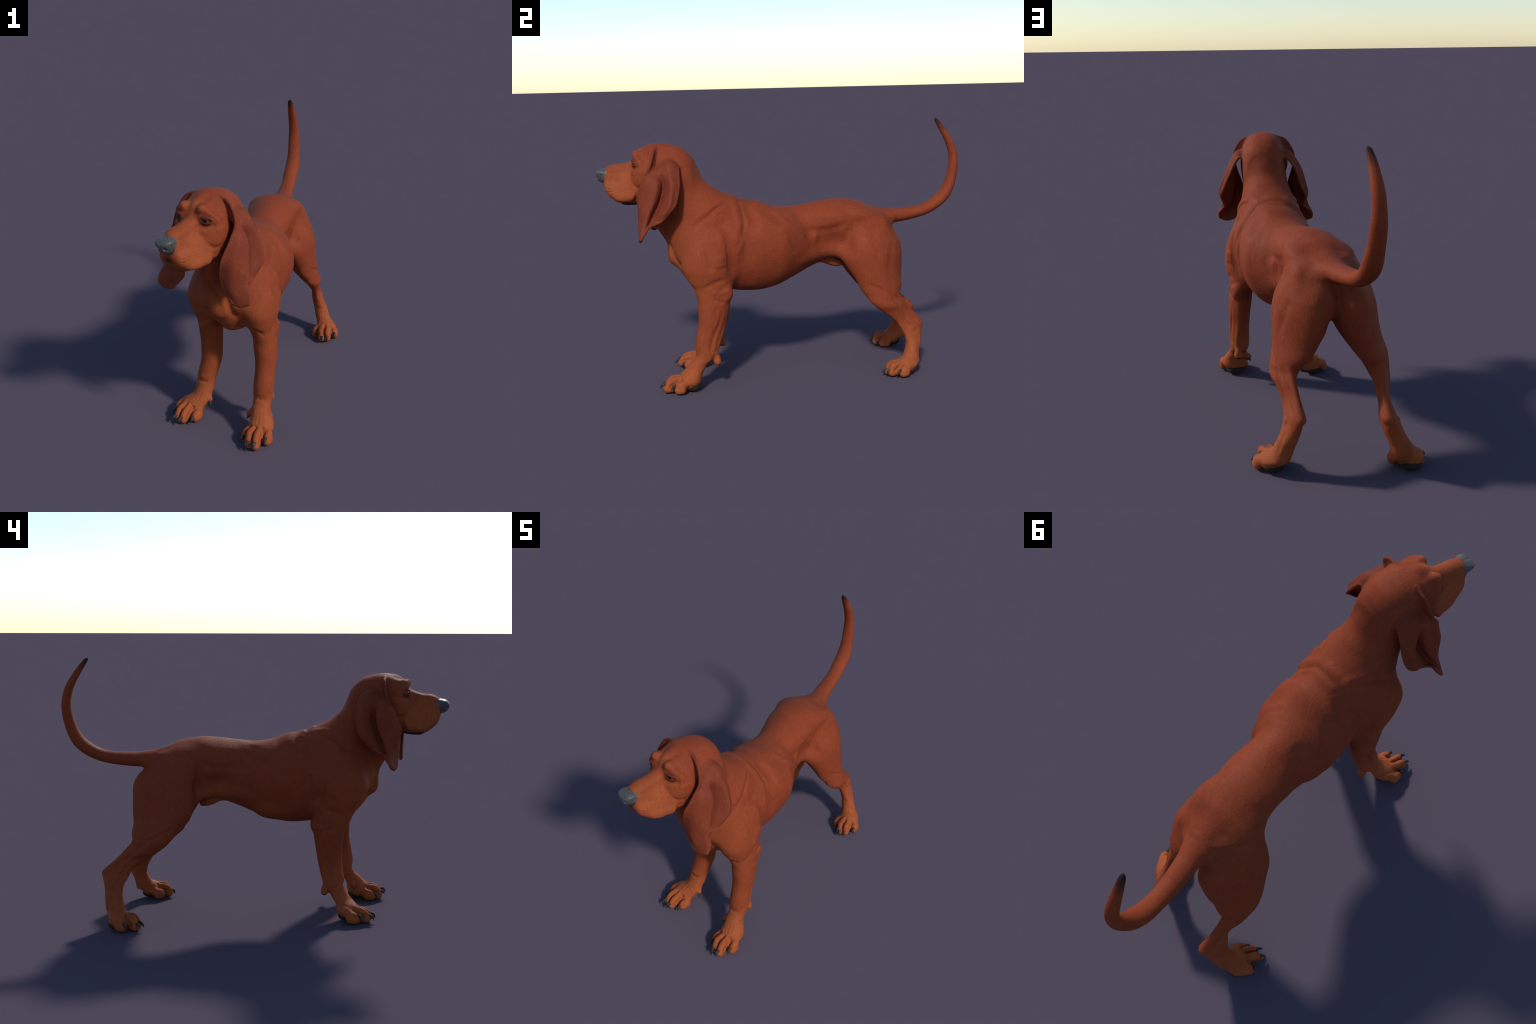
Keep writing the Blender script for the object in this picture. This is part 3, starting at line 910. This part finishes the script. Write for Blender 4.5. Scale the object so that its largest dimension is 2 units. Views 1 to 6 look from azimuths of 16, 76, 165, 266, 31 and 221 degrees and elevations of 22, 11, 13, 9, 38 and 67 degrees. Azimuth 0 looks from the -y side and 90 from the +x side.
def fur_material(name, base=RED, dark_tip=False, lay="body"):
    m = Nodes(name)
    p = m.pos()
    sep = m.n("ShaderNodeSeparateXYZ")
    m.link(p, sep.inputs[0])
    x, y, z = sep.outputs
    broad = m.noise(p, 7, 3, .55)
    blotch = m.noise(p, 22, 3, .6)
    warp = m.n("ShaderNodeVectorMath", operation="MULTIPLY_ADD")
    wob = m.n("ShaderNodeTexNoise")
    m.link(p, wob.inputs["Vector"])
    wob.inputs["Scale"].default_value = 9
    m.link(wob.outputs["Color"], warp.inputs[0])
    warp.inputs[1].default_value = (.05, .05, .05)
    m.link(p, warp.inputs[2])
    lie = (.95, 0, 0) if lay == "body" else (.12, 0, 0)      # which way the hair lies
    lay_sc = (1.0, .30, .85) if lay == "body" else (1.0, .85, .25)
    grain = m.mapping(m.mapping(warp.outputs[0], lie if lay != "body" else (.45, 0, 0)), (0, 0, 0), lay_sc)
    streak = m.noise(grain, 150, 3, .6, .3)
    fine = m.noise(grain, 330, 2, .6, .2)
    # tan hair on lower legs, feet, belly and muzzle
    low = m.ramp(m.math("ADD", z, m.math("MULTIPLY", m.math("SUBTRACT", broad, .5), .25)), .42, .03)
    low = m.math("MULTIPLY", low, .72)
    muz = m.math("MULTIPLY", m.ball(p, hd(.22, 0, 1.05), .03, .27), .60)
    chest = m.math("MULTIPLY", m.ball(p, (.02, -.60, .60), .08, .36), .42)
    belly = m.math("MULTIPLY", m.ball(p, (.02, .25, .60), .05, .17), .6)
    tan = m.math("MAXIMUM", m.math("MAXIMUM", low, muz), m.math("MAXIMUM", chest, belly))
    for sg in (-1, 1):
        tan = m.math("MAXIMUM", tan, m.math("MULTIPLY", m.ball(p, hd(.122, sg * .046, 1.240), .006, .032), .45))
    tan = m.math("MAXIMUM", tan, m.math("MULTIPLY", m.ball(p, hd(.11, 0, 1.245), .015, .06), .45))
    tan = m.math("MULTIPLY", tan, .9)
    c = m.mix(tan, base, TAN)
    c = m.mix(m.math("MULTIPLY", m.ramp(broad, .46, .75), .30), c, DEEP)
    c = m.mix(m.math("MULTIPLY", m.ramp(blotch, .50, .75), .22), c, (.30, .070, .022))
    c = m.mix(m.math("MULTIPLY", m.ramp(streak, .52, .76), .22), c, (.36, .088, .030))
    c = m.mix(m.math("MULTIPLY", m.ramp(streak, .47, .28), .38), c, DEEP)
    # dark rims of the eyes
    for sg in (-1, 1):
        rim = m.ball(p, hd(.118, sg * .074, 1.186), .018, .036)
        c = m.mix(m.math("MULTIPLY", rim, .72), c, (.030, .012, .010))
    c = m.mix(m.ball(p, hd(.302, 0, 1.116), .041, .049), c, (.036, .036, .040))      # dark rim round the nose
    # whisker roots
    vor = m.n("ShaderNodeTexVoronoi")
    m.link(p, vor.inputs["Vector"])
    vor.inputs["Scale"].default_value = 95
    dots = m.ramp(vor.outputs["Distance"], .24, .10)
    for sg in (-1, 1):
        c = m.mix(m.math("MULTIPLY", m.math("MULTIPLY", dots, m.ball(p, hd(.248, sg * .056, 1.056), .012, .034)), .7), c, (.06, .016, .008))
    # mouth shadow between the parted lips, painted dark into the coat colour
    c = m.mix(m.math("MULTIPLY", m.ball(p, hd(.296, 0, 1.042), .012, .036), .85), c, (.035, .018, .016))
    # black lip edge and gums under the flews
    lip = m.math("MULTIPLY", m.ball(p, hd(.16, 0, .955), .072, .100), m.ramp(z, .986, .974))
    c = m.mix(lip, c, (.020, .016, .018))
    # soles
    sole = m.ramp(z, .012, .005)
    c = m.mix(sole, c, (.02, .017, .017))
    if dark_tip:
        c = m.mix(m.ramp(m.math("ADD", z, m.math("MULTIPLY", broad, .05)), 1.30, 1.385), c, (.018, .012, .010))
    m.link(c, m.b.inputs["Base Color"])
    m.b.inputs["Roughness"].default_value = .62
    m.b.inputs["Specular IOR Level"].default_value = .08
    m.bump(m.math("ADD", m.math("MULTIPLY", streak, .8), m.math("MULTIPLY", fine, .35)), .45, .004)
    return m.m


def plain_material(name, colour, second, scale, rough, spec=.5, bump=.2, coat=0.0):
    m = Nodes(name)
    p = m.pos()
    n = m.noise(p, scale, 4, .6)
    m.link(m.mix(m.ramp(n, .35, .7), colour, second), m.b.inputs["Base Color"])
    m.b.inputs["Roughness"].default_value = rough
    m.b.inputs["Specular IOR Level"].default_value = spec
    m.b.inputs["Coat Weight"].default_value = coat
    m.bump(n, bump, .002)
    return m.m


FUR = fur_material("red_coat")
TAIL_FUR = fur_material("red_coat_dark_tip", dark_tip=True)
EAR_FUR = fur_material("ear_coat", base=(.165, .033, .016), lay="limb")
LEG_FUR = fur_material("leg_coat", lay="limb")
NOSE_M = plain_material("nose_leather", (.088, .084, .086), (.042, .040, .040), 210, .46, .32, .25)
CLAW_M = plain_material("claw_horn", (.020, .019, .018), (.048, .045, .042), 60, .55, .2, .1)
PAD_M = plain_material("paw_pad", (.018, .014, .012), (.034, .025, .020), 120, .8, .12, .4)


def eye_material():
    m = Nodes("wet_eye")
    tc = m.n("ShaderNodeTexCoord")
    sep = m.n("ShaderNodeSeparateXYZ")
    m.link(tc.outputs["Object"], sep.inputs[0])
    d = sep.outputs[0]                      # the eye looks along its own x axis
    c = m.mix(m.ramp(d, .0225, .0240), (.060, .026, .018), (.115, .038, .013))
    c = m.mix(m.ramp(d, .0278, .0284), c, (.006, .004, .004))
    m.link(c, m.b.inputs["Base Color"])
    m.b.inputs["Roughness"].default_value = .22
    m.b.inputs["Specular IOR Level"].default_value = .35
    return m.m


EYE_M = eye_material()

# ------------------------------------------------------------------ objects
root = bpy.data.objects.new("hound", None)
bpy.context.scene.collection.objects.link(root)
root["label"] = "standing red bloodhound with long folded ears and raised tail"
root["category"] = "dog"


def put(name, mesh, mat, parent):
    o = bpy.data.objects.new(name, mesh)
    bpy.context.scene.collection.objects.link(o)
    o.parent = parent
    mesh.materials.clear()
    mesh.materials.append(mat)
    return o


def region(name, tags, mat, parent):
    f = quads[np.isin(ftag, tags)]
    used = np.unique(f)
    idx = np.full(len(verts), -1)
    idx[used] = np.arange(len(used))
    me = bpy.data.meshes.new(name)
    me.vertices.add(len(used))
    me.vertices.foreach_set("co", verts[used].astype(np.float32).ravel())
    me.loops.add(4 * len(f))
    me.loops.foreach_set("vertex_index", idx[f].astype(np.int32).ravel())
    me.polygons.add(len(f))
    me.polygons.foreach_set("loop_start", np.arange(0, 4 * len(f), 4, dtype=np.int32))
    me.update(calc_edges=True)
    me.polygons.foreach_set("use_smooth", np.ones(len(f), bool))
    me.normals_split_custom_set_from_vertices(normals[used].tolist())
    return put(name, me, mat, parent)


torso = region("torso", [TORSO, 0], FUR, root)
region("neck", [NECK], FUR, root)
head = region("head", [HEAD], FUR, root)
region("nose", [NOSE], NOSE_M, head)
region("ear", [EAR_L], EAR_FUR, head)
region("ear", [EAR_R], EAR_FUR, head)
region("tail", [TAIL], TAIL_FUR, root)
LEG = {}
for tag, nm in ((FORE_L, "forelimb"), (FORE_R, "forelimb"), (HIND_L, "hindlimb"), (HIND_R, "hindlimb")):
    LEG[tag] = region(nm, [tag], LEG_FUR, root)
    region("paw", [PAW[tag]], LEG_FUR, LEG[tag])
    region("paw_pad", [PAD[tag]], PAD_M, LEG[tag])


# claws: curved, laterally flattened cones, each grown from its toe
def add_claw(tag, rootp, tip, ahead):
    start = rootp - V(0, 0, .009) - ahead * .010
    ax = tip - start
    L = np.linalg.norm(ax)
    ax = ax / L
    side = unit(np.cross(Z, ax))
    up = np.cross(ax, side)
    vs, fs, N, M = [], [], 12, 10
    for i in range(M):
        t = i / (M - 1)
        r = .0112 * (1 - t) ** .65 + .0006
        c = start + ax * L * t + up * L * .16 * math.sin(math.pi * t)
        for j in range(N):
            a = 2 * math.pi * j / N
            vs.append(tuple(c + side * r * .8 * math.cos(a) + up * r * math.sin(a)))
    for i in range(M - 1):
        for j in range(N):
            fs.append((i * N + j, i * N + (j + 1) % N, (i + 1) * N + (j + 1) % N, (i + 1) * N + j))
    fs += [tuple(range(N))[::-1], tuple(range((M - 1) * N, M * N))]
    me = bpy.data.meshes.new("claw")
    me.from_pydata(vs, [], fs)
    me.polygons.foreach_set("use_smooth", np.ones(len(fs), bool))
    put("claw", me, CLAW_M, LEG[tag])


for c in CLAWS:
    add_claw(*c)


# eyeballs
def eyeball():
    me = bpy.data.meshes.new("eye")
    R, N, M = EYE_R, 32, 20
    vs = [(R * math.cos(math.pi * i / M), R * math.sin(math.pi * i / M) * math.cos(2 * math.pi * j / N), R * math.sin(math.pi * i / M) * math.sin(2 * math.pi * j / N)) for i in range(1, M) for j in range(N)]
    vs = [(R, 0, 0)] + vs + [(-R, 0, 0)]
    fs = [(0, 1 + (j + 1) % N, 1 + j)[::-1] for j in range(N)]
    for i in range(M - 2):
        for j in range(N):
            a, b = 1 + i * N + j, 1 + i * N + (j + 1) % N
            fs.append((a, a + N, b + N, b))
    last = len(vs) - 1
    fs += [(last, 1 + (M - 2) * N + j, 1 + (M - 2) * N + (j + 1) % N)[::-1] for j in range(N)]
    me.from_pydata(vs, [], fs)
    me.polygons.foreach_set("use_smooth", np.ones(len(fs), bool))
    return me


eye_me = eyeball()
for c, n in EYES:
    o = put("eye", eye_me, EYE_M, head)
    look = unit(n * .7 + HF * .5 - Z * .05)
    a = unit(np.cross(Z, look))
    b = np.cross(look, a)
    o.matrix_world = Matrix([(look[i], a[i], b[i], c[i]) for i in range(3)] + [(0, 0, 0, 1)])
